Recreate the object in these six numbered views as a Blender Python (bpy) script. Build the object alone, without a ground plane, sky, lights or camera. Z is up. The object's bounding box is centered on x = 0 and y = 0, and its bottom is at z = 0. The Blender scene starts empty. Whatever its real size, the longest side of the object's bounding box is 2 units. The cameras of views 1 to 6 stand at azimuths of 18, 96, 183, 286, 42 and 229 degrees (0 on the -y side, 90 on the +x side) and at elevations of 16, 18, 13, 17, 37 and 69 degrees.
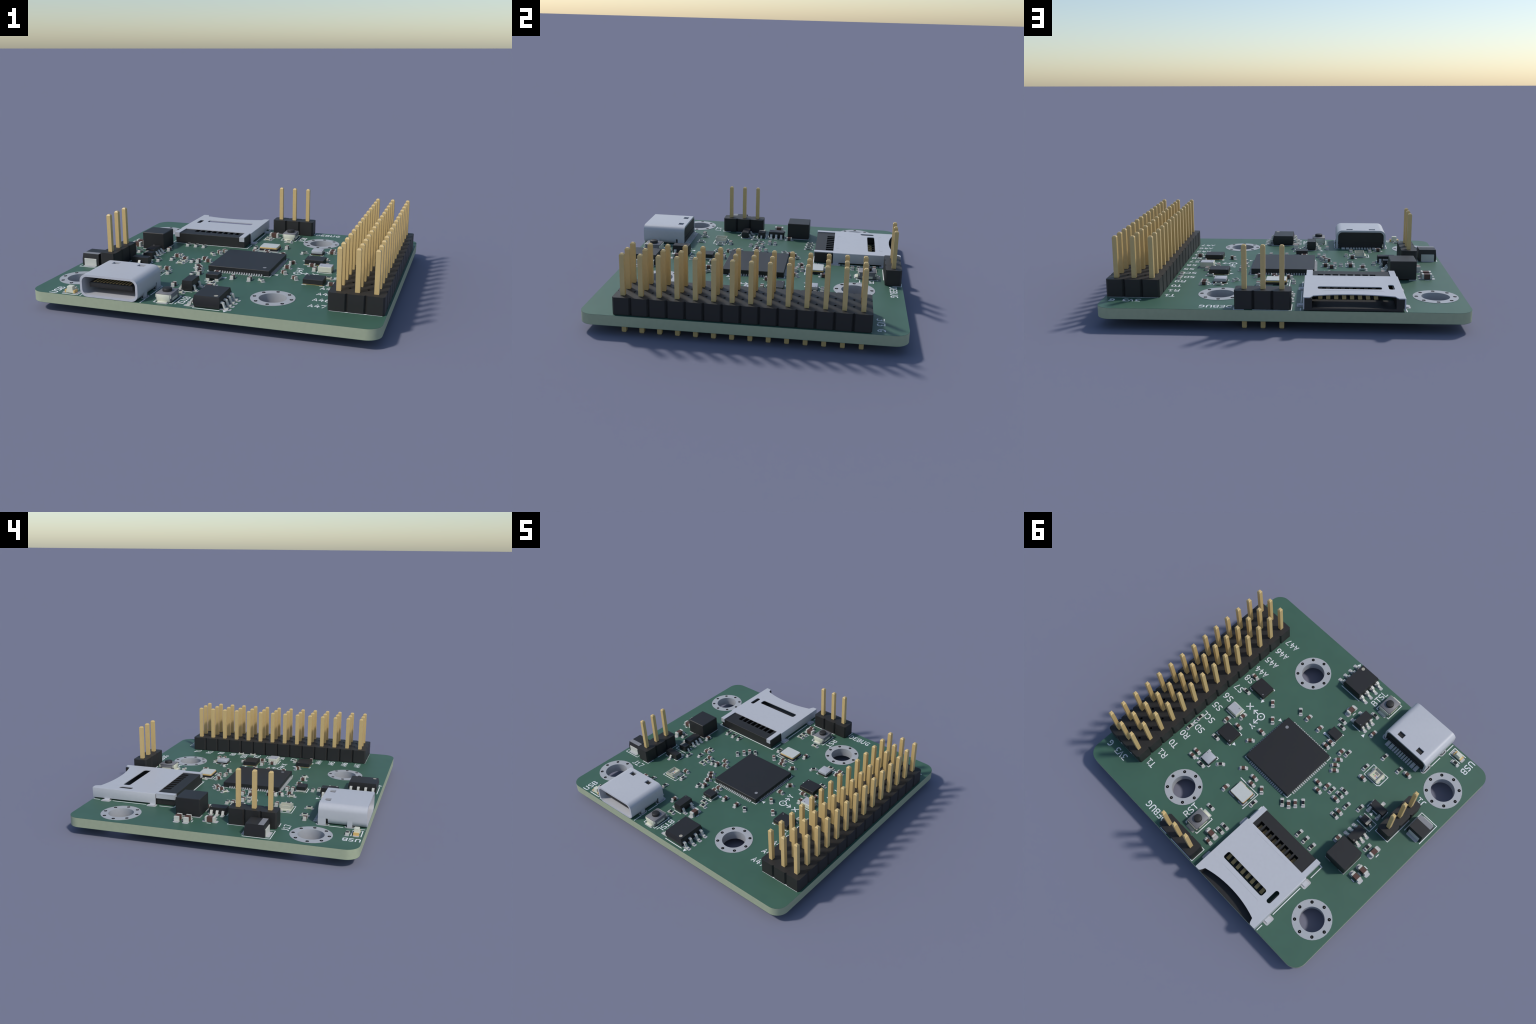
"""Small square green circuit board with three pin headers, a USB-C socket,
a memory card slot, a large QFN microcontroller and many small SMD parts.
All part sizes and placements below are in millimetres of the real board;
S converts them to scene metres, TOP is the height of the board's upper face."""
import bpy, bmesh, math, random
from mathutils import Vector, Matrix

random.seed(7)
S = 2.0 / 50.8
TOP = 0.1163
BOARD_T = 1.57                      # board thickness in mm

# ------------------------------------------------------------------ materials
def srgb(r, g, b):
    f = lambda c: c / 12.92 if c <= 0.04045 else ((c + 0.055) / 1.055) ** 2.4
    return f(r), f(g), f(b)

def material(name, rgb, rough=0.5, spec=0.5, metallic=0.0, grain=0.04, scale=60.0, trans=0.0):
    m = bpy.data.materials.new(name)
    m.use_nodes = True
    nt = m.node_tree
    p = nt.nodes["Principled BSDF"]
    tc = nt.nodes.new("ShaderNodeTexCoord")
    no = nt.nodes.new("ShaderNodeTexNoise")
    no.inputs["Scale"].default_value = scale
    no.inputs["Detail"].default_value = 3.0
    nt.links.new(tc.outputs["Object"], no.inputs["Vector"])
    ra = nt.nodes.new("ShaderNodeValToRGB")
    lo = [c * (1 - grain) for c in rgb]
    hi = [min(1.0, c * (1 + grain)) for c in rgb]
    ra.color_ramp.elements[0].position = 0.3
    ra.color_ramp.elements[1].position = 0.7
    ra.color_ramp.elements[0].color = (*lo, 1)
    ra.color_ramp.elements[1].color = (*hi, 1)
    nt.links.new(no.outputs["Fac"], ra.inputs["Fac"])
    nt.links.new(ra.outputs["Color"], p.inputs["Base Color"])
    p.inputs["Roughness"].default_value = rough
    p.inputs["Metallic"].default_value = metallic
    p.inputs["Specular IOR Level"].default_value = spec
    p.inputs["Transmission Weight"].default_value = trans
    return m

M = {
    "mask":    material("green_solder_mask", (0.057, 0.138, 0.092), 0.5, 0.5, grain=0.05, scale=6),
    "fr4":     material("glass_fibre_edge", (0.40, 0.45, 0.30), 0.6, 0.4, grain=0.03, scale=40),
    "silk":    material("white_silkscreen", (0.90, 0.90, 0.90), 0.6, 0.3, grain=0.01),
    "pad":     material("tinned_copper", (0.50, 0.50, 0.50), 0.5, 0.5, grain=0.02),
    "ring":    material("plated_ring", (0.45, 0.46, 0.47), 0.5, 0.5, grain=0.02),
    "gold":    material("gold_plating", srgb(0.859, 0.738, 0.496), 0.45, 0.5, grain=0.02),
    "tin":     material("tin_plating", srgb(0.824, 0.820, 0.781), 0.45, 0.5, grain=0.02),
    "steel":   material("stamped_steel", (0.56, 0.565, 0.59), 0.45, 0.5, grain=0.015),
    "black":   material("black_epoxy", srgb(0.148, 0.145, 0.145), 0.5, 0.5, grain=0.05),
    "plastic": material("black_plastic", srgb(0.155, 0.150, 0.145), 0.55, 0.5, grain=0.05),
    "dark":    material("dark_hole", (0.004, 0.004, 0.004), 0.8, 0.1),
    "brown":   material("brown_ceramic", srgb(0.379, 0.270, 0.235), 0.5, 0.4),
    "cream":   material("cream_ceramic", srgb(0.860, 0.860, 0.780), 0.5, 0.4, grain=0.02),
    "film":    material("resistor_film", srgb(0.090, 0.090, 0.098), 0.4, 0.5),
    "grey":    material("grey_ink", (0.27, 0.27, 0.28), 0.5, 0.4),
    "pale":    material("pale_ink", srgb(0.691, 0.664, 0.598), 0.5, 0.4),
    "plate":   material("grey_switch_plate", (0.200, 0.198, 0.207), 0.5, 0.5, grain=0.03),
    "lid":     material("silver_lid", (0.48, 0.49, 0.52), 0.4, 0.5, grain=0.02),
    "xlid":    material("crystal_lid", (0.62, 0.64, 0.60), 0.45, 0.5, grain=0.02),
    "amber":   material("amber_gold", srgb(0.90, 0.74, 0.45), 0.4, 0.5),
    "red":     material("red_die", (0.62, 0.22, 0.17), 0.5, 0.3),
    "green":   material("green_die", (0.25, 0.50, 0.22), 0.5, 0.3),
    "blue":    material("blue_die", (0.30, 0.32, 0.66), 0.5, 0.3),
    "leddie":  material("led_driver_die", (0.28, 0.28, 0.25), 0.5, 0.3),
    "resin":   material("cream_resin", (0.66, 0.65, 0.52), 0.35, 0.5, grain=0.03),
    "clear":   material("clear_resin", (0.80, 0.80, 0.68), 0.35, 0.5, grain=0.02, trans=0.4),
}

# -------------------------------------------------------------- mesh building
class Build:
    """Collects solids in millimetres, z measured from the board's top face."""
    def __init__(self):
        self.bm = bmesh.new()
        self.mats = []

    def slot(self, key):
        if key not in self.mats:
            self.mats.append(key)
        return self.mats.index(key)

    def add(self, verts, faces, key, smooth=False):
        i = self.slot(key)
        vs = [self.bm.verts.new(v) for v in verts]
        for f in faces:
            try:
                fc = self.bm.faces.new([vs[k] for k in f])
                fc.material_index = i
                fc.smooth = smooth
            except ValueError:
                pass

    def add_bm(self, src, key):
        src.verts.index_update()
        self.add([v.co.copy() for v in src.verts],
                 [[v.index for v in f.verts] for f in src.faces], key)
        src.free()

    def box(self, x0, x1, y0, y1, z0, z1, key, bevel=0.0, top_in=0.0, seg=1):
        """box, optionally tapered inwards at the top and with rounded edges"""
        x0, x1 = min(x0, x1), max(x0, x1)
        y0, y1 = min(y0, y1), max(y0, y1)
        t = top_in
        b = bmesh.new()
        vs = [b.verts.new(c) for c in (
            (x0, y0, z0), (x1, y0, z0), (x1, y1, z0), (x0, y1, z0),
            (x0 + t, y0 + t, z1), (x1 - t, y0 + t, z1), (x1 - t, y1 - t, z1), (x0 + t, y1 - t, z1))]
        for f in ((3, 2, 1, 0), (4, 5, 6, 7), (0, 1, 5, 4), (1, 2, 6, 5), (2, 3, 7, 6), (3, 0, 4, 7)):
            b.faces.new([vs[k] for k in f])
        if bevel > 0:
            bmesh.ops.bevel(b, geom=b.edges[:], offset=bevel, segments=seg, affect='EDGES', profile=0.5)
        self.add_bm(b, key)

    def prism(self, poly, z0, z1, key, inset_top=0.0):
        n = len(poly)
        cx = sum(p[0] for p in poly) / n
        cy = sum(p[1] for p in poly) / n
        low = [(x, y, z0) for x, y in poly]
        top = []
        for x, y in poly:
            d = math.hypot(x - cx, y - cy) or 1
            k = (d - inset_top) / d
            top.append((cx + (x - cx) * k, cy + (y - cy) * k, z1))
        faces = [tuple(range(n))[::-1], tuple(range(n, 2 * n))]
        faces += [(i, (i + 1) % n, n + (i + 1) % n, n + i) for i in range(n)]
        self.add(low + top, faces, key)

    def disc(self, cx, cy, r, z0, z1, key, n=24, inset=0.0):
        self.prism([(cx + r * math.cos(2 * math.pi * i / n), cy + r * math.sin(2 * math.pi * i / n))
                    for i in range(n)], z0, z1, key, inset)

    def rounded(self, cx, cy, w, h, r, z0, z1, key, n=4):
        self.prism(round_rect(cx, cy, w, h, r, n), z0, z1, key)

    def sweep(self, path, thick, y0, y1, key):
        """sheet-metal strip: an x-z path given thickness, extruded from y0 to y1"""
        n = len(path)
        off = []
        for i in range(n):
            a = Vector(path[max(i - 1, 0)])
            b = Vector(path[min(i + 1, n - 1)])
            d = (b - a).normalized()
            nn = Vector((-d.y, d.x)) * (thick / 2)
            if 0 < i < n - 1:
                d1 = (Vector(path[i]) - a).normalized()
                c = max(0.6, d1.dot(d))
                nn /= c
            p = Vector(path[i])
            off.append((p + nn, p - nn))
        verts, faces = [], []
        for p, q in off:
            verts += [(p.x, y0, p.y), (q.x, y0, q.y), (q.x, y1, q.y), (p.x, y1, p.y)]
        for i in range(n - 1):
            a, b = 4 * i, 4 * i + 4
            for k in range(4):
                faces.append((a + k, a + (k + 1) % 4, b + (k + 1) % 4, b + k))
        faces += [(3, 2, 1, 0), (4 * n - 4, 4 * n - 3, 4 * n - 2, 4 * n - 1)]
        self.add(verts, faces, key)

    def mesh(self, name, smooth_angle=35):
        for v in self.bm.verts:
            v.co *= S
        bmesh.ops.recalc_face_normals(self.bm, faces=self.bm.faces[:])
        me = bpy.data.meshes.new(name)
        self.bm.to_mesh(me)
        self.bm.free()
        for k in self.mats:
            me.materials.append(M[k])
        me.shade_smooth()
        me.set_sharp_from_angle(angle=math.radians(smooth_angle))
        return me


def round_rect(cx, cy, w, h, r, n=5):
    pts = []
    for sx, sy, a0 in ((1, 1, 0), (-1, 1, 90), (-1, -1, 180), (1, -1, 270)):
        for i in range(n + 1):
            a = math.radians(a0 + 90.0 * i / n)
            pts.append((cx + sx * (w / 2 - r) + r * math.cos(a), cy + sy * (h / 2 - r) + r * math.sin(a)))
    return pts


def circle(cx, cy, r, n=48):
    return [(cx + r * math.cos(2 * math.pi * i / n), cy + r * math.sin(2 * math.pi * i / n)) for i in range(n)]


ROOT = bpy.data.objects.new("circuit_board", None)
bpy.context.scene.collection.objects.link(ROOT)
ROOT["label"] = "green square circuit board with gold pin headers and connectors"
ROOT["category"] = "circuit board"


def place(name, me, x=0.0, y=0.0, z=0.0, rot=0.0, parent=None, stuff=False):
    """put a mesh at board position (x, y) mm, z mm above the board, as a child part"""
    ob = bpy.data.objects.new(name, me)
    bpy.context.scene.collection.objects.link(ob)
    par = parent or ROOT
    ob.parent = par
    if par is ROOT:
        ob.location = (x * S, y * S, TOP + z * S)
    else:
        ob.location = (x * S, y * S, z * S)
    ob.rotation_euler = (0, 0, math.radians(rot))
    if stuff:
        ob["kind"] = "stuff"
    return ob


def plate_mesh(name, outlines, z0, z1, key):
    """flat plate with holes: first outline is the border, the others are cut out"""
    cu = bpy.data.curves.new(name, 'CURVE')
    cu.dimensions = '2D'
    cu.fill_mode = 'BOTH'
    cu.extrude = (z1 - z0) / 2 * S
    for pts in outlines:
        sp = cu.splines.new('POLY')
        sp.points.add(len(pts) - 1)
        for p, (x, y) in zip(sp.points, pts):
            p.co = (x * S, y * S, 0, 1)
        sp.use_cyclic_u = True
    ob = bpy.data.objects.new(name, cu)
    bpy.context.scene.collection.objects.link(ob)
    dg = bpy.context.evaluated_depsgraph_get()
    me = bpy.data.meshes.new_from_object(ob.evaluated_get(dg))
    bpy.data.objects.remove(ob)
    bpy.data.curves.remove(cu)
    me.transform(Matrix.Translation((0, 0, (z0 + z1) / 2 * S)))
    bm = bmesh.new()
    bm.from_mesh(me)
    bmesh.ops.remove_doubles(bm, verts=bm.verts[:], dist=1e-6)
    bmesh.ops.recalc_face_normals(bm, faces=bm.faces[:])
    bm.to_mesh(me)
    bm.free()
    me.name = name
    me.materials.clear()
    me.materials.append(M[key])
    me.shade_smooth()
    me.set_sharp_from_angle(angle=math.radians(35))
    return me


def cut(me, cutters, name):
    """boolean difference of mesh `me` with a Build of cutter solids"""
    a = bpy.data.objects.new("tmp_a", me)
    b = bpy.data.objects.new("tmp_b", cutters.mesh("tmp_cut"))
    for o in (a, b):
        bpy.context.scene.collection.objects.link(o)
    mod = a.modifiers.new("cut", 'BOOLEAN')
    mod.operation = 'DIFFERENCE'
    mod.solver = 'EXACT'
    mod.object = b
    dg = bpy.context.evaluated_depsgraph_get()
    out = bpy.data.meshes.new_from_object(a.evaluated_get(dg))
    bpy.data.objects.remove(a)
    bpy.data.objects.remove(b)
    out.name = name
    out.shade_smooth()
    out.set_sharp_from_angle(angle=math.radians(35))
    return out

# ------------------------------------------------------------------ the board
Y0, Y1 = -22.855, 22.766
HOLES = [(9.18, -15.33), (9.18, 15.25), (-21.39, 15.25), (-21.39, -15.33)]
outline = round_rect(0, (Y0 + Y1) / 2, 50.8, Y1 - Y0, 2.05, 10)

def board_outlines(hole_r):
    return [outline] + [circle(x, y, hole_r) for x, y in HOLES]

def slots():
    """through slots for the four USB shell legs"""
    out = []
    for x in (-12.47 - 4.32, -12.47 + 4.32):
        out.append(round_rect(x, -16.15, 0.6, 1.7, 0.29, 4))
        out.append(round_rect(x, -20.33, 0.6, 1.2, 0.29, 4))
    return out

place("substrate", plate_mesh("substrate", board_outlines(2.05) + slots(), -BOARD_T + 0.03, -0.03, "fr4"))
place("solder_mask", plate_mesh("solder_mask", board_outlines(3.0) + slots(), -0.03, 0.0, "mask"))
place("solder_mask", plate_mesh("solder_mask_under", board_outlines(3.0) + slots(), -BOARD_T, -BOARD_T + 0.03, "mask"))

# plated mounting rings with eight vias each
def ring_mesh():
    b = Build()
    n = 32
    prof = [(2.0, 0.04), (3.2, 0.04), (3.2, -0.02), (2.06, -0.02), (2.06, -BOARD_T + 0.02), (3.2, -BOARD_T + 0.02),
            (3.2, -BOARD_T - 0.04), (2.0, -BOARD_T - 0.04)]
    vs, fs = [], []
    k = len(prof)
    for i in range(n):
        a = 2 * math.pi * i / n
        vs += [(r * math.cos(a), r * math.sin(a), z) for r, z in prof]
    for i in range(n):
        j = (i + 1) % n
        for q in range(k):
            fs.append((i * k + q, i * k + (q + 1) % k, j * k + (q + 1) % k, j * k + q))
    b.add(vs, fs, "ring")
    return b.mesh("mounting_ring")

def via_mesh():
    b = Build()
    b.disc(0, 0, 0.265, 0.02, 0.055, "dark", 18)
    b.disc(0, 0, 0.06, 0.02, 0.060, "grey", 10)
    b.disc(0, 0, 0.245, -BOARD_T - 0.055, -BOARD_T - 0.02, "dark", 16)
    return b.mesh("via")

RING, VIA = ring_mesh(), via_mesh()
for hx, hy in HOLES:
    ring = place("mounting_ring", RING, hx, hy)
    for i in range(8):
        a = math.pi / 4 * i
        place("via", VIA, 2.71 * math.cos(a), 2.71 * math.sin(a), parent=ring)

# ---------------------------------------------------------------- pin headers
P = 2.54
def header_mesh(cells):
    """block of chamfered square cells; the chamfers leave the little notches between cells"""
    b = Build()
    h, c = P / 2 - 0.002, 0.24
    for cx, cy in cells:
        b.prism([(cx + h, cy - h + c), (cx + h, cy + h - c), (cx + h - c, cy + h), (cx - h + c, cy + h),
                 (cx - h, cy + h - c), (cx - h, cy - h + c), (cx - h + c, cy - h), (cx + h - c, cy - h)],
                0.06, 2.60, "plastic")
    return b.mesh("pin_header")

def pin_mesh():
    b = Build()
    w, t = 0.32, 0.17
    zb, zt = -TOP / S, 8.64
    rings = [(t + 0.04, zb), (w, zb + 0.15), (w, zt - 0.19), (t, zt)]
    vs, fs = [], []
    for r, z in rings:
        vs += [(-r, -r, z), (r, -r, z), (r, r, z), (-r, r, z)]
    for i in range(3):
        for k in range(4):
            fs.append((4 * i + k, 4 * i + (k + 1) % 4, 4 * i + 4 + (k + 1) % 4, 4 * i + 4 + k))
    fs += [(3, 2, 1, 0), (12, 13, 14, 15)]
    b.add(vs, fs, "gold")
    return b.mesh("pin", 20)

PIN = pin_mesh()
def header(x, y, nx, ny):
    cells = [(i * P, j * P) for i in range(nx) for j in range(ny)]
    body = place("pin_header", header_mesh(cells), x, y)
    for cx, cy in cells:
        place("pin", PIN, cx, cy, parent=body)

PIN_Y = [-16.605 + P * i for i in range(14)]
header(18.78, PIN_Y[0], 3, 14)
header(0.06, 21.28, 3, 1)
header(-19.71, -8.70, 1, 3)

# ----------------------------------------------------- chip resistors and caps
def chip_mesh(name, L, W, H, term, pad, body, film=False):
    b = Build()
    e = 0.012
    b.box(-L / 2 + 0.02, L / 2 - 0.02, -W / 2 + e, W / 2 - e, 0.06, H - e, body)
    for s in (-1, 1):
        b.box(s * L / 2, s * (L / 2 - term), -W / 2, W / 2, 0.045, H, "tin", bevel=0.03)
        px, pl, pw = pad
        b.rounded(s * px, 0, pl, pw, min(pl, pw) * 0.25, -0.02, 0.035, "pad")
    if film:
        b.box(-L / 2 + term - 0.02, L / 2 - term + 0.02, -W / 2 + 0.03, W / 2 - 0.03, H - 0.06, H + 0.008, "film")
    return b.mesh(name)

CHIPS = {
    'R': ("resistor", chip_mesh("resistor", 1.0, 0.52, 0.36, 0.22, (0.52, 0.56, 0.64), "cream", True)),
    'C': ("capacitor", chip_mesh("capacitor", 1.0, 0.54, 0.53, 0.23, (0.51, 0.58, 0.64), "brown")),
    'K': ("capacitor", chip_mesh("large_capacitor", 1.6, 0.82, 0.82, 0.35, (0.78, 0.92, 0.96), "brown")),
}
TURN = {'x': 0, 'y': 90, 'd': -45, 'e': 45}
PARTS = [
    ('C', 'x', 15.85, -7.48), ('R', 'x', 14.81, -4.5), ('C', 'd', 9.9, -6.1), ('C', 'd', 7.59, -3.85),
    ('R', 'd', 5.36, -8.49), ('C', 'y', 3.53, -8.61), ('C', 'y', 0.77, -8.55), ('C', 'y', 11.7, -0.67),
    ('C', 'x', 10.9, 1.15), ('C', 'x', 7.36, -0.99), ('C', 'e', 7.51, 1.55), ('C', 'e', 4.62, 5.8),
    ('C', 'x', 2.1, 5.66), ('C', 'x', 1.62, 6.69), ('C', 'd', -0.36, 6.26), ('C', 'y', 13.23, 1.68),
    ('C', 'y', 4.19, 10.28), ('C', 'x', -5.94, -1.47), ('C', 'x', -6.93, -0.42), ('C', 'x', 12.41, 9.34),
    ('C', 'x', 12.37, 10.39), ('R', 'x', 10.16, 10.42), ('R', 'e', 7.87, 8.1), ('R', 'x', 3.38, 14.34),
    ('R', 'x', -0.74, 14.92), ('R', 'x', -0.72, 15.92), ('K', 'x', -0.17, 17.29), ('C', 'x', -0.72, 18.52),
    ('C', 'x', -2.23, -7.1), ('C', 'x', -2.31, -8.09), ('R', 'y', -5.79, -8.73), ('C', 'y', -4.86, -8.13),
    ('C', 'e', -5.48, -6.73), ('C', 'e', -5.78, -5.65), ('C', 'e', -6.36, -4.87), ('R', 'y', -10.6, -12.77),
    ('R', 'y', -9.62, -9.09), ('C', 'x', -10.58, -7.34), ('R', 'y', -13.95, -12.75), ('C', 'x', -15.42, -13.11),
    ('C', 'y', -7.51, -2.04), ('R', 'y', -8.53, -2.11), ('R', 'x', -10.05, -3.52), ('R', 'x', -10.0, -2.51),
    ('C', 'x', -10.04, -1.47), ('R', 'y', -12.17, -1.93), ('R', 'y', -14.0, -3.25), ('C', 'x', -11.97, -0.28),
    ('R', 'x', -11.92, 0.69), ('C', 'y', -14.96, 3.04), ('R', 'y', -19.43, 0.72), ('K', 'y', -20.72, 0.56),
    ('K', 'x', -21.55, 3.99), ('K', 'x', -21.52, 5.53), ('R', 'd', -4.28, 5.26), ('C', 'd', -5.29, 4.75),
    ('C', 'd', -5.95, 3.86), ('R', 'd', -6.8, 2.87), ('R', 'y', -1.09, 8.86), ('R', 'y', -10.04, 6.96),
    ('R', 'y', -11.54, 7.01), ('R', 'y', -13.1, 7.09), ('K', 'y', -0.66, -14.85), ('R', 'x', -4.17, -17.17),
    ('R', 'x', -0.97, -12.45), ('R', 'x', -1.61, -11.52), ('C', 'y', -6.33, -14.43), ('R', 'x', -19.6, -20.39),
    ('R', 'y', 16.74, 7.16), ('R', 'y', 16.79, 4.73), ('R', 'x', 12.14, 5.29),
]
for kind, axis, x, y in PARTS:
    nm, me = CHIPS[kind]
    place(nm, me, x, y, rot=TURN[axis])

# -------------------------------------------------- microcontroller (80-pad QFN)
def microcontroller():
    b = Build()
    b.box(-5, 5, -5, 5, 0.05, 0.90, "black", bevel=0.05)
    b.disc(3.83, -3.50, 0.29, 0.85, 0.908, "grey", 20)
    chip = place("microcontroller", b.mesh("microcontroller"), 0.83, -1.02)
    q = Build()
    for side in range(4):
        for i in range(20):
            t = -3.8 + 0.4 * i
            for r0, r1, z0, z1, w in ((4.5, 5.42, -0.02, 0.035, 0.12), (4.8, 5.012, 0.02, 0.26, 0.1)):
                c, s = ((1, 0), (0, 1), (-1, 0), (0, -1))[side]
                xs = sorted((c * r0 - s * (t - w), c * r1 - s * (t + w)))
                ys = sorted((s * r0 + c * (t - w), s * r1 + c * (t + w)))
                q.box(xs[0], xs[1], ys[0], ys[1], z0, z1, "pad")
    place("contact_pad", q.mesh("contact_pad"), parent=chip, stuff=True)
microcontroller()

# --------------------------------------------------------- gull-wing packages
def lead_mesh(name, x_body, x_foot, z_exit, width, pad_in, pad_out, pad_w, thick=0.17):
    b = Build()
    zf = 0.035 + thick / 2
    d = x_foot - x_body
    path = [(x_body - 0.1, z_exit), (x_body + 0.18 * d, z_exit), (x_body + 0.34 * d, z_exit - 0.10),
            (x_body + 0.50 * d, zf + 0.10), (x_body + 0.64 * d, zf), (x_foot, zf)]
    b.sweep(path, thick, -width / 2, width / 2, "tin")
    b.rounded((pad_in + pad_out) / 2, 0, pad_out - pad_in, pad_w, 0.14, -0.02, 0.035, "pad")
    return b.mesh(name)

def moulded(b, hx, hy, z0, zm, z1, t):
    """moulded package: two halves tapering away from the mould line"""
    for zz0, zz1, up in ((zm, z1, True), (z0, zm, False)):
        n = [(-hx, -hy), (hx, -hy), (hx, hy), (-hx, hy)]
        i = [(-hx + t, -hy + t), (hx - t, -hy + t), (hx - t, hy - t), (-hx + t, hy - t)]
        lo, hi = (n, i) if up else (i, n)
        vs = [(x, y, zz0) for x, y in lo] + [(x, y, zz1) for x, y in hi]
        fs = [(0, 1, 5, 4), (1, 2, 6, 5), (2, 3, 7, 6), (3, 0, 4, 7)]
        fs.append((4, 5, 6, 7) if up else (3, 2, 1, 0))
        b.add(vs, fs, "black")
    bmesh.ops.remove_doubles(b.bm, verts=b.bm.verts[:], dist=1e-4)

def package(name, x, y, rot, hx, hy, z0, zm, z1, taper, leads, lead, dot=None):
    b = Build()
    moulded(b, hx, hy, z0, zm, z1, taper)
    if dot:
        b.disc(dot[0], dot[1], dot[2], z1 - 0.05, z1 + 0.012, dot[3], 20)
    body = place(name, b.mesh(name), x, y, rot=rot)
    for side, ly in leads:
        place("lead", lead, 0, ly * (1 if side > 0 else 1), rot=0 if side > 0 else 180, parent=body)
    return body

# eight-lead memory chip
LEAD8 = lead_mesh("lead_wide", 1.95, 3.02, 0.95, 0.42, 1.75, 3.42, 0.60, 0.2)
package("memory_chip", 1.85, -19.80, 0, 1.95, 2.45, 0.10, 0.95, 1.75, 0.16,
        [(s, (k - 1.5) * 1.27) for s in (-1, 1) for k in range(4)], LEAD8, (1.20, -1.72, 0.30, "pale"))
# five-lead regulator: three leads on -x, two on +x
LEAD5 = lead_mesh("lead_tall", 0.80, 1.42, 0.80, 0.42, 0.62, 1.78, 0.62)
package("voltage_regulator", -3.48, -14.78, 0, 0.82, 1.48, 0.10, 0.80, 1.58, 0.09,
        [(-1, -0.95), (-1, 0), (-1, 0.95), (1, -0.95), (1, 0.95)], LEAD5, (-0.50, 1.18, 0.07, "grey"))
# six-lead power converter
LEAD6 = lead_mesh("lead_low", 0.80, 1.40, 0.60, 0.40, 0.62, 1.78, 0.60)
package("power_converter", -16.73, 0.50, 0, 0.80, 1.45, 0.08, 0.60, 1.12, 0.07,
        [(s, t) for s in (-1, 1) for t in (-0.95, 0, 0.95)], LEAD6, (-0.48, 1.14, 0.09, "pale"))
# three-lead transistor, lying across
LEAD3 = lead_mesh("lead_small", 0.65, 1.22, 0.58, 0.40, 0.50, 1.62, 0.62)
package("transistor", -16.15, -5.26, 90, 0.66, 1.46, 0.06, 0.58, 1.10, 0.06,
        [(-1, 0.0), (1, -1.0), (1, 1.0)], LEAD3, (0.42, -1.26, 0.07, "grey"))
# small signal diode with pale band
def signal_diode():
    b = Build()
    moulded(b, 0.86, 0.62, 0.05, 0.55, 1.08, 0.06)
    b.box(-0.73, -0.30, -0.57, 0.57, 1.0, 1.092, "pale")
    body = place("signal_diode", b.mesh("signal_diode"), -16.2, -2.26)
    lead = lead_mesh("lead_narrow", 0.84, 1.28, 0.45, 0.30, 0.85, 1.36, 0.46, 0.12)
    place("lead", lead, parent=body)
    place("lead", lead, rot=180, parent=body)
signal_diode()

# power diode with grey band and flat end terminals
def power_diode():
    b = Build()
    vs = []
    for hx, ya, yb, z in ((1.46, -1.58, 1.58, 0.06), (1.46, -1.58, 1.58, 1.0), (1.39, -1.38, 1.38, 1.95)):
        vs += [(-hx, ya, z), (hx, ya, z), (hx, yb, z), (-hx, yb, z)]
    fs = [(3, 2, 1, 0), (8, 9, 10, 11)]
    for i in (0, 4):
        fs += [(i + k, i + (k + 1) % 4, i + 4 + (k + 1) % 4, i + 4 + k) for k in range(4)]
    b.add(vs, fs, "black")
    b.box(-1.38, 1.38, -1.37, -0.52, 1.9, 1.962, "grey")
    body = place("power_diode", b.mesh("power_diode"), -23.25, -7.61)
    for s in (-1, 1):
        t = Build()
        t.box(-1.09, 1.09, s * 1.50, s * 1.66, 0.03, 1.18, "tin", bevel=0.03)
        t.rounded(0, s * 1.45, 2.2, 1.42, 0.2, -0.02, 0.035, "pad")
        place("terminal", t.mesh("terminal"), parent=body)
power_diode()

# power inductor: square black block with rounded corners
def inductor():
    b = Build()
    b.box(-2.0, 2.0, -2.0, 2.0, 0.10, 3.0, "black", bevel=0.08, seg=1)
    for s in (-1, 1):
        b.box(s * 0.9, s * 2.05, -2.04, 2.04, -0.02, 0.11, "pad")
    place("inductor", b.mesh("inductor"), -17.77, 4.64)
inductor()

# small two-terminal-row oscillator block
def oscillator():
    b = Build()
    b.box(-1.0, 1.0, -0.8, 0.8, 0.28, 0.95, "black", bevel=0.03)
    b.box(-0.99, -0.94, -0.79, 0.79, 0.03, 0.29, "tin")
    b.box(0.94, 0.99, -0.79, 0.79, 0.03, 0.29, "tin")
    for sx in (-1, 1):
        for sy in (-1, 1):
            b.box(sx * 0.45, sx * 1.02, sy * 0.42, sy * 0.81, -0.02, 0.295, "tin")
    b.box(-0.9, 0.9, -0.42, 0.42, 0.05, 0.30, "black")
    place("oscillator", b.mesh("oscillator"), -1.87, -9.62)
oscillator()

# motion sensors: flat black squares with gold pads showing at the lower edge
def sensor(x, y, dx, dy):
    b = Build()
    b.box(-1.53, 1.53, -1.26, 1.26, 0.12, 0.83, "black", bevel=0.03)
    b.box(-1.50, 1.50, -1.23, 1.23, 0.03, 0.13, "amber")
    b.box(-1.515, 1.515, -1.245, 1.245, 0.09, 0.125, "black")
    b.disc(dx, dy, 0.11, 0.78, 0.842, "grey", 14)
    place("motion_sensor", b.mesh("motion_sensor"), x, y)
sensor(13.14, -6.71, -1.05, 0.86)
sensor(10.95, 3.27, -1.20, 0.92)

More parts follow.
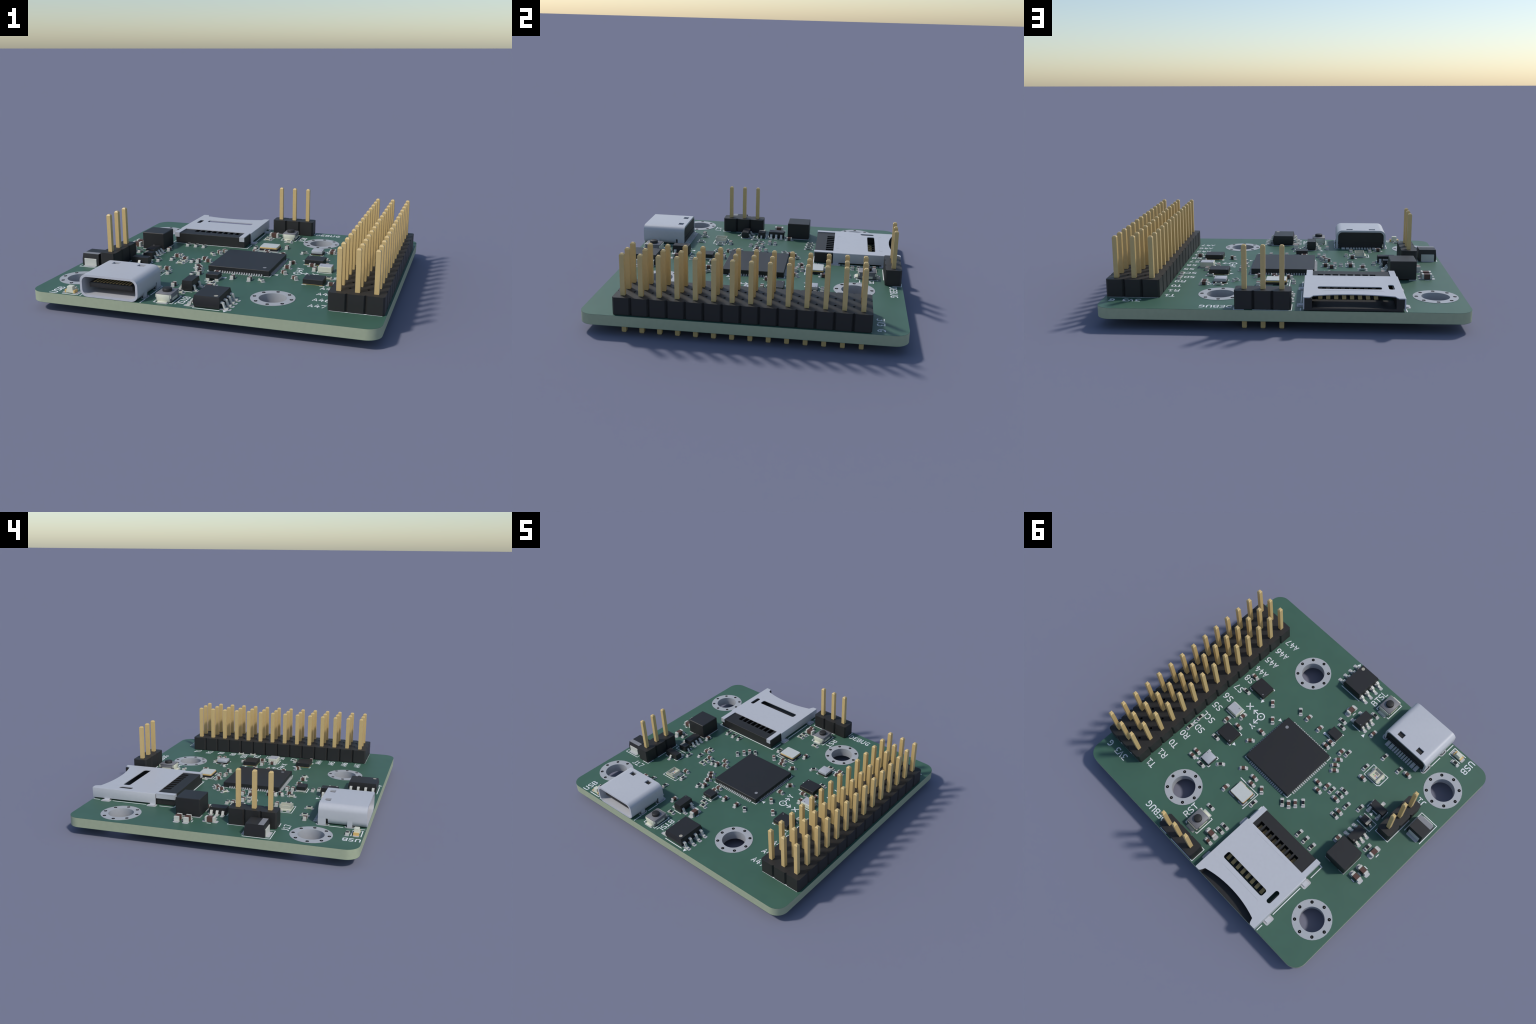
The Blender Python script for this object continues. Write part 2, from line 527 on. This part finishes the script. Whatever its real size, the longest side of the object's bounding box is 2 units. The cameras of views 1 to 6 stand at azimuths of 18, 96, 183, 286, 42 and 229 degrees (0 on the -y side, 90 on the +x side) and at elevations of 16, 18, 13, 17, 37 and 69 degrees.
# pressure sensors
def pressure_sensor():
    b = Build()
    b.box(-1.0, 1.0, -1.0, 1.0, 0.06, 0.24, "black")
    b.box(-0.98, 0.98, -0.98, 0.98, 0.02, 0.07, "amber")
    b.box(-0.93, 0.93, -0.92, 0.92, 0.24, 0.74, "lid", bevel=0.07, seg=2)
    b.disc(0.66, -0.36, 0.055, 0.70, 0.748, "dark", 12)
    b.disc(0.80, 0.62, 0.055, 0.70, 0.748, "dark", 12)
    place("pressure_sensor", b.mesh("pressure_sensor"), 10.07, 8.74)
    c = Build()
    c.box(-1.1, 1.1, -0.88, 0.88, 0.03, 0.90, "cream", bevel=0.05)
    c.box(-1.05, 1.05, -0.82, 0.82, 0.88, 0.95, "lid", bevel=0.02)
    c.disc(-0.56, -0.44, 0.07, 0.90, 0.96, "dark", 12)
    place("pressure_sensor", c.mesh("air_pressure_sensor"), 13.50, -0.55)
pressure_sensor()

# crystal: black base, gold rim, pale lid, four pads
def crystal():
    b = Build()
    b.box(-1.6, 1.6, -1.25, 1.25, 0.05, 0.42, "black", bevel=0.03)
    b.rounded(0, 0, 3.14, 2.44, 0.25, 0.42, 0.62, "amber")
    b.prism(round_rect(0, 0, 3.06, 2.36, 0.22), 0.60, 0.74, "xlid", inset_top=0.03)
    for sx in (-1, 1):
        for sy in (-1, 1):
            b.rounded(sx * 1.12, sy * 0.88, 1.35, 1.12, 0.2, -0.02, 0.05, "pad")
    place("crystal", b.mesh("crystal"), 1.52, 9.0)
crystal()

# push buttons
def button_mesh():
    b = Build()
    b.box(-1.1, 1.1, -1.45, 1.45, 0.05, 1.08, "plate", bevel=0.05)
    b.box(-1.16, 1.16, -1.38, 1.38, 1.05, 1.22, "plate", bevel=0.04)
    for s in (-1, 1):
        b.box(-1.0, 1.0, s * 1.42, s * 1.50, 0.10, 1.10, "cream", bevel=0.02)
        b.box(s * 1.08, s * 1.13, -0.85, 0.85, 0.15, 0.55, "cream")
        for t in (-1, 1):
            b.box(s * 1.0, s * 1.16, t * 1.22, t * 1.44, 0.62, 1.07, "cream")
        b.box(-0.72, 0.72, s * 1.45, s * 1.95, 0.03, 0.20, "cream", bevel=0.03)
        b.rounded(0, s * 1.75, 1.7, 0.72, 0.12, -0.02, 0.035, "pad")
    n, r = 28, 0.62
    vs, fs = [], []
    prof = [(0.68, 1.15), (0.68, 1.57), (0.64, 1.65), (0.56, 1.69), (0.0, 1.70)]
    for rr, z in prof[:-1]:
        vs += [(rr * math.cos(2 * math.pi * i / n), rr * math.sin(2 * math.pi * i / n), z) for i in range(n)]
    vs.append((0, 0, 1.70))
    for k in range(3):
        fs += [(k * n + i, k * n + (i + 1) % n, k * n + n + (i + 1) % n, k * n + n + i) for i in range(n)]
    fs += [(3 * n + i, 3 * n + (i + 1) % n, 4 * n) for i in range(n)]
    b.add(vs, fs, "plastic")
    return b.mesh("push_button", 50)
BUTTON = button_mesh()
place("push_button", BUTTON, 2.98, 17.30)
place("push_button", BUTTON, -4.76, -20.10)

# colour LED and side indicator LED
def leds():
    b = Build()
    b.box(-1.1, 1.1, -1.0, 1.0, 0.06, 0.30, "cream", bevel=0.02)
    b.box(-0.76, 0.76, -0.94, 0.94, 0.28, 0.34, "resin")
    for s in (-1, 1):                    # thin rim round the sunken cup
        b.box(s * 0.72, s * 0.80, -0.98, 0.98, 0.29, 0.83, "clear")
        b.box(-0.72, 0.72, s * 0.90, s * 0.975, 0.29, 0.825, "clear")
    for sx in (-1, 1):
        for sy in (-1, 1):
            b.box(sx * 0.70, sx * 1.28, sy * 0.25, sy * 0.86, -0.02, 0.05, "pad")
            b.box(sx * 1.02, sx * 1.115, sy * 0.40, sy * 0.72, 0.05, 0.22, "pad")
    b.box(-0.22, 0.48, -0.48, -0.08, 0.30, 0.352, "leddie")
    for k, (dx, key) in enumerate(((0.38, "green"), (0.05, "red"), (-0.27, "blue"))):
        b.disc(dx, 0.21, 0.12, 0.30, 0.353, key, 12)
    place("color_led", b.mesh("color_led"), -11.91, -9.26)
    c = Build()
    c.box(-0.78, 0.78, -0.40, 0.40, 0.05, 0.42, "cream")
    for s in (-1, 1):
        c.box(s * 0.60, s * 0.80, -0.42, 0.42, 0.04, 0.46, "amber")
        c.rounded(s * 0.80, 0, 0.85, 0.92, 0.18, -0.02, 0.035, "pad")
    c.box(-0.48, 0.48, -0.41, 0.41, 0.05, 1.0, "cream", bevel=0.03, top_in=0.05)
    place("indicator_led", c.mesh("indicator_led"), -19.15, -21.72)
leds()

# --------------------------------------------------------------- USB-C socket
UX = -12.47
def usb():
    hw, H, th, ro = 4.48, 3.30, 0.33, 1.05
    yf, yb = -22.84, -15.43
    # shell: rounded tube extruded along y, windows and rear floor cut away
    outer = round_rect(0, H / 2 + 0.02, 2 * hw, H - 0.0, ro, 8)
    inner = round_rect(0, H / 2 + 0.02, 2 * (hw - th), H - 2 * th, ro - th * 0.8, 8)
    n = len(outer)
    b = Build()
    vs = [(x, yf, z) for x, z in outer] + [(x, yf, z) for x, z in inner] + \
         [(x, yb, z) for x, z in outer] + [(x, yb, z) for x, z in inner]
    fs = []
    for i in range(n):
        j = (i + 1) % n
        fs += [(i, j, n + j, n + i), (2 * n + i, 3 * n + i, 3 * n + j, 2 * n + j),
               (i, 2 * n + i, 2 * n + j, j), (n + i, n + j, 3 * n + j, 3 * n + i)]
    b.add(vs, fs, "steel")
    me = b.mesh("shell")
    c = Build()
    for wx in (-2.05, 2.05):
        c.box(wx - 0.57, wx + 0.57, -16.93, -16.03, 2.7, 3.6, "steel")
    c.box(-5, 5, -16.95, -15.0, -0.5, 1.05, "steel")
    me = cut(me, c, "shell")
    shell = place("usb_socket", me, UX, 0)
    # shell legs that drop into the board
    for s in (-1, 1):
        L = Build()
        L.box(s * (hw - 0.3), s * hw, -16.62, yb - 0.002, -1.4, 1.06, "steel")
        L.box(s * (hw - 0.3), s * (hw + 0.002), -20.68, -19.92, -1.4, 1.0, "steel")
        place("shell_leg", L.mesh("shell_leg"), parent=shell)
    # moulded rear body and tongue
    q = Build()
    q.prism([(x, z) for x, z in round_rect(0, 1.9, 2 * (hw - th) - 0.02, 2.2, 0.7, 5)], 15.55, 17.4, "plastic")
    for v in q.bm.verts:
        v.co = Vector((v.co.x, -v.co.z, v.co.y))
    q.prism([(-4.35, -16.9), (4.35, -16.9), (4.35, -15.50), (-4.35, -15.50)], 0.82, 1.03, "plastic")
    q.prism([(-3.9, -16.9), (3.9, -16.9), (3.9, -15.52), (-3.9, -15.52)], 0.10, 0.9, "plastic")
    q.box(-3.38, 3.38, -22.12, -17.2, 1.30, 2.03, "plastic", bevel=0.08, seg=2)
    place("connector_body", q.mesh("connector_body"), parent=shell)
    for k in range(12):
        g = Build()
        cx = -2.75 + 0.5 * k
        g.box(cx - 0.14, cx + 0.14, -21.85, -17.3, 1.98, 2.065, "gold", bevel=0.02)
        g.box(cx - 0.14, cx + 0.14, -21.85, -17.3, 1.265, 1.35, "gold", bevel=0.02)
        place("contact", g.mesh("contact"), parent=shell)
    # tail contacts on their pads
    for off, w in ((-3.2, .6), (-2.4, .6), (2.4, .6), (3.2, .6)) + tuple((-1.75 + 0.5 * i, .3) for i in range(8)):
        g = Build()
        g.rounded(off, -15.07, w + 0.04, 1.15, 0.04, -0.02, 0.035, "pad")
        g.box(off - w / 2, off + w / 2, -15.6, -14.95, 0.035, 0.16, "tin")
        place("tail_contact", g.mesh("tail_contact"), parent=shell)
    # oval plated slots round the legs
    for s in (-1, 1):
        for yy, ll in ((-16.15, 2.1), (-20.33, 1.6)):
            o = plate_mesh("slot_ring", [round_rect(s * 4.32, yy, 1.0, ll, 0.49, 6),
                                         round_rect(s * 4.32, yy, 0.62, ll - 0.38, 0.30, 6)], -0.01, 0.035, "ring")
            place("slot_ring", o, parent=shell)
usb()

# ----------------------------------------------------------- memory card slot
def card_slot():
    xl, xr, mid = -16.38, -2.80, -9.53
    zt, th = 1.93, 0.12
    # sheet cover: top plate with finger notch, window slot and side slot
    arc = []
    for i in range(13):
        t = -1 + 2 * i / 12
        arc.append((mid - 0.05 + 5.45 * t, 21.17 + 0.80 * abs(t) ** 2.1))
    arc.reverse()
    border = ([(xl + 0.1, 11.54), (xl + 0.11, 11.54), (-16.20, 8.28), (-15.32, 8.28), (-15.32, 11.54), (-3.96, 11.54),
               (-3.96, 8.28), (-3.05, 8.28), (-3.05, 11.54), (xr - 0.06, 11.54), (xr - 0.06, 22.87), (-3.62, 22.87)]
              + [(-3.85, 22.60)] + arc[:] + [(-15.25, 22.60), (-15.45, 22.87), (xl + 0.1, 22.87)])
    border[1] = (-16.20, 11.54)
    top = plate_mesh("cover", [border, round_rect(-9.15, 18.05, 8.85, 1.28, 0.35, 5),
                               round_rect(-14.92, 17.43, 0.80, 2.42, 0.36, 5)], zt - th, zt, "steel")
    cover = place("card_slot", top)
    # folded side walls, arms and solder tabs
    w = Build()
    for x0, x1, s in ((xl, xl + 0.2, -1), (xr - 0.2, xr, 1)):
        w.box(x0, x1, 11.56, 22.86, 0.22, zt - 0.003, "steel", bevel=0.08, seg=2)
        for yc in (12.05, 20.25):
            xo = x0 if s < 0 else x1
            w.box(xo + 0.13 * -s, xo + s * 0.02, yc - 0.48, yc + 0.48, 0.04, 0.30, "steel")
            w.box(xo - s * 0.1, xo + s * 0.62, yc - 0.48, yc + 0.48, 0.04, 0.16, "steel", bevel=0.03)
    for xa, xb in ((-16.20, -16.05), (-3.20, -3.05)):
        w.box(xa, xb, 8.31, 11.50, 1.12, zt - 0.004, "steel")
    for xa, xb in ((-16.20, -15.32), (-3.96, -3.05)):
        w.box(xa + 0.004, xb - 0.004, 8.27, 8.41, 1.12, zt - 0.005, "steel")
    place("cover_wall", w.mesh("cover_wall"), parent=cover)
    # faint stamped ribs
    r = Build()
    for yc, xa, xb, d in ((12.06, -12.45, -5.60, 1), (19.42, -13.5, -5.65, 1)):
        r.box(xa, xb, yc - 0.035, yc + 0.035, zt - 0.02, zt + 0.018, "steel")
        for xe, sg in ((xa, -1), (xb, 1)):
            pts = [(xe, yc), (xe + sg * 0.2, yc + 0.12), (xe + sg * 0.26, yc + 0.5)]
            for (ax, ay), (bx, by) in zip(pts, pts[1:]):
                nx, ny = -(by - ay), bx - ax
                l = math.hypot(nx, ny)
                nx, ny = nx / l * 0.03, ny / l * 0.03
                r.prism([(ax - nx, ay - ny), (bx - nx, by - ny), (bx + nx, by + ny), (ax + nx, ay + ny)],
                        zt - 0.02, zt + 0.014, "steel")
    place("stamped_rib", r.mesh("stamped_rib"), parent=cover, stuff=True)
    # plastic frame: rear block with eight contact pits, side rails and floor
    f = Build()
    f.box(-16.02, -3.04, 8.37, 12.4, 0.08, 1.79, "plastic", bevel=0.02)
    c = Build()
    for i in range(8):
        x = -5.11 - 1.1 * i
        c.box(x - 0.41, x + 0.41, 10.21, 13.0, 0.35, 2.2, "plastic")
    back = cut(f.mesh("frame"), c, "frame")
    fr = place("slot_frame", back, parent=cover)
    g = Build()
    g.box(-16.08, -15.14, 12.39, 22.80, 0.10, 1.765, "plastic")
    g.box(-4.00, -2.96, 12.39, 22.80, 0.10, 1.765, "plastic")
    edge = [(mid + 5.55 * math.cos(math.pi * i / 12), 22.80 - 0.55 * math.sin(math.pi * i / 12)) for i in range(13)]
    g.prism([(-4.0, 18.75), (-4.0, 22.80)] + [(-15.14, 22.80), (-15.14, 18.75)], 0.10, 0.42, "plastic")
    for i in range(9):
        x = -4.56 - 1.1 * i
        g.box(x - 0.12, x + 0.12, 12.39, 18.76, 0.10, 0.34, "plastic")
    place("slot_floor", g.mesh("slot_floor"), parent=cover)
    # sprung gold contacts
    k = Build()
    for (ya, za), (yb, zb) in (((10.45, 0.62), (12.5, 0.50)), ((12.5, 0.50), (17.55, 0.62)), ((17.55, 0.62), (18.3, 0.40))):
        k.add([(-0.29, ya, za), (0.29, ya, za), (0.29, yb, zb), (-0.29, yb, zb),
               (-0.29, ya, za - 0.1), (0.29, ya, za - 0.1), (0.29, yb, zb - 0.1), (-0.29, yb, zb - 0.1)],
              [(0, 1, 2, 3), (7, 6, 5, 4), (0, 4, 5, 1), (1, 5, 6, 2), (2, 6, 7, 3), (3, 7, 4, 0)], "gold")
    km = k.mesh("card_contact", 20)
    for i in range(8):
        place("card_contact", km, -5.11 - 1.1 * i, 0, parent=cover)
    # solder pads under the tabs
    for s, xe in ((-1, xl), (1, xr)):
        for yc in (12.05, 20.25):
            p = Build()
            p.rounded(xe + s * 0.35, yc, 1.05, 1.62, 0.25, -0.02, 0.035, "pad")
            place("solder_pad", p.mesh("solder_pad"), parent=cover)
card_slot()

# ------------------------------------------------------- silkscreen and labels
GLYPH = {
    'A': (0.86, [[(0.05, 0), (0.34, 1), (0.63, 0)], [(0.13, 0.29), (0.55, 0.29)]]),
    'B': (0.93, [[(0, 0), (0, 1), (0.38, 1), (0.52, 0.93), (0.57, 0.77), (0.52, 0.6), (0.38, 0.52), (0, 0.52)],
                 [(0.38, 0.52), (0.56, 0.43), (0.63, 0.26), (0.56, 0.07), (0.38, 0), (0, 0)]]),
    'C': (0.93, [[(0.64, 0.1), (0.52, 0.02), (0.36, 0), (0.17, 0.1), (0.05, 0.28), (0.02, 0.5), (0.05, 0.72),
                  (0.17, 0.9), (0.36, 1), (0.52, 0.98), (0.64, 0.9)]]),
    'D': (0.95, [[(0, 0), (0, 1), (0.26, 1), (0.46, 0.9), (0.59, 0.72), (0.63, 0.5), (0.59, 0.28), (0.46, 0.1),
                  (0.26, 0), (0, 0)]]),
    'E': (0.85, [[(0.52, 1), (0, 1), (0, 0), (0.52, 0)], [(0, 0.52), (0.4, 0.52)]]),
    'G': (0.95, [[(0.6, 0.95), (0.36, 1), (0.17, 0.9), (0.05, 0.72), (0.02, 0.5), (0.05, 0.28), (0.17, 0.1),
                  (0.36, 0), (0.5, 0.01), (0.63, 0.07), (0.63, 0.42), (0.4, 0.42)]]),
    'J': (0.70, [[(0.38, 1), (0.38, 0.26), (0.32, 0.08), (0.16, 0), (0.0, 0.0)]]),
    'L': (0.80, [[(0, 1), (0, 0), (0.5, 0)]]),
    'R': (0.93, [[(0, 0), (0, 1), (0.4, 1), (0.57, 0.9), (0.61, 0.74), (0.55, 0.57), (0.4, 0.49), (0, 0.49)],
                 [(0.33, 0.49), (0.63, 0)]]),
    'S': (0.93, [[(0.02, 0.05), (0.2, 0), (0.42, 0), (0.56, 0.09), (0.61, 0.24), (0.55, 0.4), (0.4, 0.49),
                  (0.2, 0.55), (0.06, 0.64), (0.02, 0.78), (0.08, 0.92), (0.24, 1), (0.42, 1), (0.57, 0.95)]]),
    'T': (0.80, [[(0, 1), (0.62, 1)], [(0.31, 1), (0.31, 0)]]),
    'U': (0.98, [[(0, 1), (0, 0.22), (0.08, 0.06), (0.24, 0), (0.4, 0), (0.56, 0.06), (0.62, 0.22), (0.62, 1)]]),
    'V': (0.84, [[(0.02, 1), (0.33, 0), (0.64, 1)]]),
    'X': (1.1, [[(0, 1), (1, 0)], [(0, 0), (1, 1)]]),
    'Y': (0.86, [[(0.02, 1), (0.34, 0.48), (0.66, 1)], [(0.34, 0.48), (0.34, 0)]]),
    '0': (0.93, [[(0.31, 0), (0.12, 0.1), (0.03, 0.32), (0.03, 0.68), (0.12, 0.9), (0.31, 1), (0.5, 0.9), (0.59, 0.68),
                  (0.59, 0.32), (0.5, 0.1), (0.31, 0)]]),
    '1': (0.93, [[(0.06, 0.8), (0.22, 0.88), (0.33, 1), (0.33, 0)], [(0.06, 0), (0.6, 0)]]),
    '3': (0.93, [[(0, 1), (0.6, 1), (0.28, 0.6), (0.42, 0.6), (0.56, 0.52), (0.61, 0.36), (0.61, 0.2), (0.54, 0.06),
                  (0.4, 0), (0.16, 0), (0, 0.08)]]),
    '4': (0.93, [[(0.5, 0), (0.5, 0.66)], [(0.32, 1), (0.02, 0.33), (0.66, 0.33)]]),
    '5': (0.93, [[(0.57, 1), (0.08, 1), (0.03, 0.55), (0.16, 0.62), (0.38, 0.62), (0.54, 0.53), (0.6, 0.36),
                  (0.58, 0.18), (0.5, 0.05), (0.36, 0), (0.16, 0), (0.02, 0.07)]]),
    '6': (0.93, [[(0.5, 1), (0.3, 0.97), (0.13, 0.8), (0.04, 0.55), (0.04, 0.22), (0.12, 0.06), (0.26, 0), (0.42, 0),
                  (0.56, 0.08), (0.61, 0.24), (0.6, 0.44), (0.5, 0.57), (0.36, 0.62), (0.2, 0.6), (0.05, 0.46)]]),
    '7': (0.93, [[(0, 1), (0.64, 1), (0.24, 0)]]),
    '8': (0.93, [[(0.22, 0.56), (0.09, 0.64), (0.05, 0.78), (0.1, 0.93), (0.24, 1), (0.4, 1), (0.54, 0.93), (0.59, 0.78),
                  (0.55, 0.64), (0.42, 0.56), (0.22, 0.56), (0.07, 0.46), (0.02, 0.28), (0.07, 0.08), (0.22, 0),
                  (0.42, 0), (0.57, 0.08), (0.62, 0.28), (0.57, 0.46), (0.42, 0.56)]]),
}

def strokes_mesh(name, strokes, width):
    """ink lines: flattened round strokes lying on the board, given in mm"""
    cu = bpy.data.curves.new(name, 'CURVE')
    cu.dimensions = '3D'
    cu.bevel_depth = width / 2 * S
    cu.bevel_resolution = 1
    cu.use_fill_caps = True
    for pts in strokes:
        ext = width * 0.42
        pts = [Vector(p) for p in pts]
        closed = (pts[0] - pts[-1]).length < 1e-6 and len(pts) > 2
        if closed:
            pts = pts[:-1]
        else:
            pts[0] = pts[0] + (pts[0] - pts[1]).normalized() * ext
            pts[-1] = pts[-1] + (pts[-1] - pts[-2]).normalized() * ext
        sp = cu.splines.new('POLY')
        sp.points.add(len(pts) - 1)
        for p, q in zip(sp.points, pts):
            p.co = (q.x * S, q.y * S, 0, 1)
        sp.use_cyclic_u = closed
    ob = bpy.data.objects.new(name, cu)
    bpy.context.scene.collection.objects.link(ob)
    dg = bpy.context.evaluated_depsgraph_get()
    me = bpy.data.meshes.new_from_object(ob.evaluated_get(dg))
    bpy.data.objects.remove(ob)
    bpy.data.curves.remove(cu)
    me.transform(Matrix.Diagonal((1, 1, 0.22, 1)))
    me.name = name
    me.materials.clear()
    me.materials.append(M["silk"])
    return me

def label(text, x, y, rot=0, align='c', size=1.0, width=0.195):
    pen, strokes = 0.0, []
    right = 0.0
    for ch in text:
        adv, gl = GLYPH[ch]
        for st in gl:
            strokes.append([((pen + px) * size, (py - 0.5) * size) for px, py in st])
            right = max(right, max((pen + px) * size for px, _ in st))
        pen += adv
    shift = right / 2 if align == 'c' else right
    strokes = [[(px - shift, py) for px, py in st] for st in strokes]
    place("printed_label", strokes_mesh("label_" + text, strokes, width), x, y, rot=rot)

for name, y in zip(("A47", "A46", "A45", "A44", "S8", "S7", "S6", "S5", "SCL", "SDA", "R0", "T0", "R1", "T1"), PIN_Y):
    label(name, 17.07, y, align='r')
label("3V3", 21.2, 18.97)
label("G", 23.97, 18.97)
label("DEBUG", 9.10, 21.30)
label("RST", 5.32, 17.05, rot=-90)
label("BTSL", -2.44, -20.10, rot=-90)
label("USB", -21.64, -21.28, rot=90)
label("J17", -19.75, -11.22)
label("X", 12.33, -2.92, size=0.84, width=0.2)
label("Y", 9.42, -0.58, rot=90, size=0.92, width=0.22)

# axis symbol
axis = [circle(9.56, -2.90, 0.62, 24)]
axis[0].append(axis[0][0])
axis += [[(10.18, -2.90), (11.30, -2.90)], [(10.84, -3.33), (11.30, -2.90), (10.84, -2.48)],
         [(9.56, -2.28), (9.56, -1.20)], [(9.12, -1.64), (9.56, -1.20), (10.00, -1.64)]]
place("axis_symbol", strokes_mesh("axis_symbol", axis, 0.205), 0, 0)
dots = Build()
dots.disc(9.56, -2.90, 0.13, -0.01, 0.03, "silk", 12)
dots.disc(-0.43, -8.62, 0.26, -0.01, 0.03, "silk", 16)
def tri(cx, cy, ang, r=0.38):
    dots.prism([(cx + r * math.cos(math.radians(ang + k)), cy + r * math.sin(math.radians(ang + k)))
                for k in (0, 125, 235)], -0.01, 0.03, "silk")
tri(6.70, -4.86, 180)       # pin-one marks
tri(11.52, -5.12, 90)
tri(9.00, 3.92, 180 - 0)
tri(4.55, -22.35, -90)
tri(-5.30, -13.02, -90)
tri(-15.97, -3.85, -90)
tri(11.35, 10.10, 200, 0.3)
place("pin_one_mark", dots.mesh("pin_one_mark"), stuff=True)

# footprint outlines
O = []
for sx in (-1, 1):                       # microcontroller corner brackets
    for sy in (-1, 1):
        O.append([(0.83 + sx * 4.25, -1.02 + sy * 5.12), (0.83 + sx * 5.12, -1.02 + sy * 5.12),
                  (0.83 + sx * 5.12, -1.02 + sy * 4.25)])
for cx, cy, hx, hy, lx, ly in ((13.22, -6.74, 1.66, 1.40, 0.6, 0.15), (11.02, 3.20, 1.66, 1.40, 0.6, 0.15),
                               (10.07, 8.74, 1.12, 1.12, 0.35, 0.35)):
    for sx in (-1, 1):
        for sy in (-1, 1):
            O.append([(cx + sx * (hx - lx), cy + sy * hy), (cx + sx * hx, cy + sy * hy),
                      (cx + sx * hx, cy + sy * (hy - ly))])
O += [[(14.65, -1.62), (12.36, -1.62), (12.36, -0.65)], [(14.65, 0.50), (12.55, 0.50)]]
O += [[(3.67, 7.24), (-0.51, 7.24), (-0.51, 10.70)]]                          # crystal
O += [[(3.92, -17.27), (-0.20, -17.27)], [(3.75, -22.33), (-0.05, -22.33)]]   # memory chip
O += [[(-2.65, -13.2), (-4.30, -13.2)], [(-2.65, -16.36), (-4.30, -16.36)]]   # regulator
O += [[(-0.43, -8.62), (-2.95, -8.62)], [(-0.80, -10.62), (-2.95, -10.62)]]   # oscillator
O += [[(-15.1, -3.15), (-17.78, -3.15), (-17.78, -1.45), (-15.1, -1.45)]]     # signal diode
O += [[(-15.93, -1.05), (-17.53, -1.05)], [(-15.93, 2.05), (-17.53, 2.05)]]   # power converter
O += [[(-14.60, -4.4), (-14.60, -5.98), (-15.3, -5.98)], [(-17.70, -4.6), (-17.70, -5.98), (-17.0, -5.98)],
      [(-15.70, -4.50), (-16.60, -4.50)]]
O += [[(-21.60, -5.80), (-21.60, -9.98), (-24.82, -9.98), (-24.82, -5.80)]]     # power diode
O += [[(-17.79, -22.46), (-20.14, -22.46)], [(-17.79, -22.46), (-17.79, -20.98), (-20.14, -20.98)]]  # indicator LED
O += [[(-10.25, -10.48), (-13.51, -10.48), (-13.51, -8.44), (-13.18, -8.1), (-10.25, -8.1), (-10.25, -10.48)]]
O += [[(-18.38, -7.43), (-18.38, -2.29), (-21.04, -2.29), (-21.04, -7.43)],
      [(-18.38, -8.70), (-18.38, -10.03), (-19.71, -10.03)]]
O += [[(3.87, 19.95), (-1.27, 19.95), (-1.27, 22.61), (3.87, 22.61)], [(5.14, 22.61), (6.47, 22.61), (6.47, 21.28)]]
O += [[(17.8, -17.79), (24.8, -17.79)], [(17.8, 17.60), (24.8, 17.60)]]
for x in (-17.18, -7.76):                # USB socket
    O += [[(x, -17.24), (x, -19.31)], [(x, -21.13), (x, -22.65)]]
for x in (-16.58, -2.48):                # card slot
    O += [[(x, 8.26), (x, 10.72)], [(x, 13.17), (x, 19.08)], [(x, 21.52), (x, 22.54)]]
O += [[(-16.58, 8.26), (-2.48, 8.26)]]
for cx, cy in ((2.98, 17.30), (-4.76, -20.10)):    # buttons
    for s in (-1, 1):
        O += [[(cx + s * 1.36, cy - 1.70), (cx + s * 1.36, cy + 1.70)]]
        for t in (-1, 1):
            O += [[(cx + s * 1.36, cy + t * 1.70), (cx + s * 1.12, cy + t * 1.70)]]
for k, a, x, y in PARTS:                 # short ticks beside the large capacitors
    if k == 'K':
        for s in (-1, 1):
            O.append([(x - 0.26, y + s * 0.74), (x + 0.26, y + s * 0.74)] if a == 'x' else
                     [(x + s * 0.74, y - 0.26), (x + s * 0.74, y + 0.26)])
place("silkscreen_outline", strokes_mesh("silkscreen_outline", O, 0.168), stuff=True)
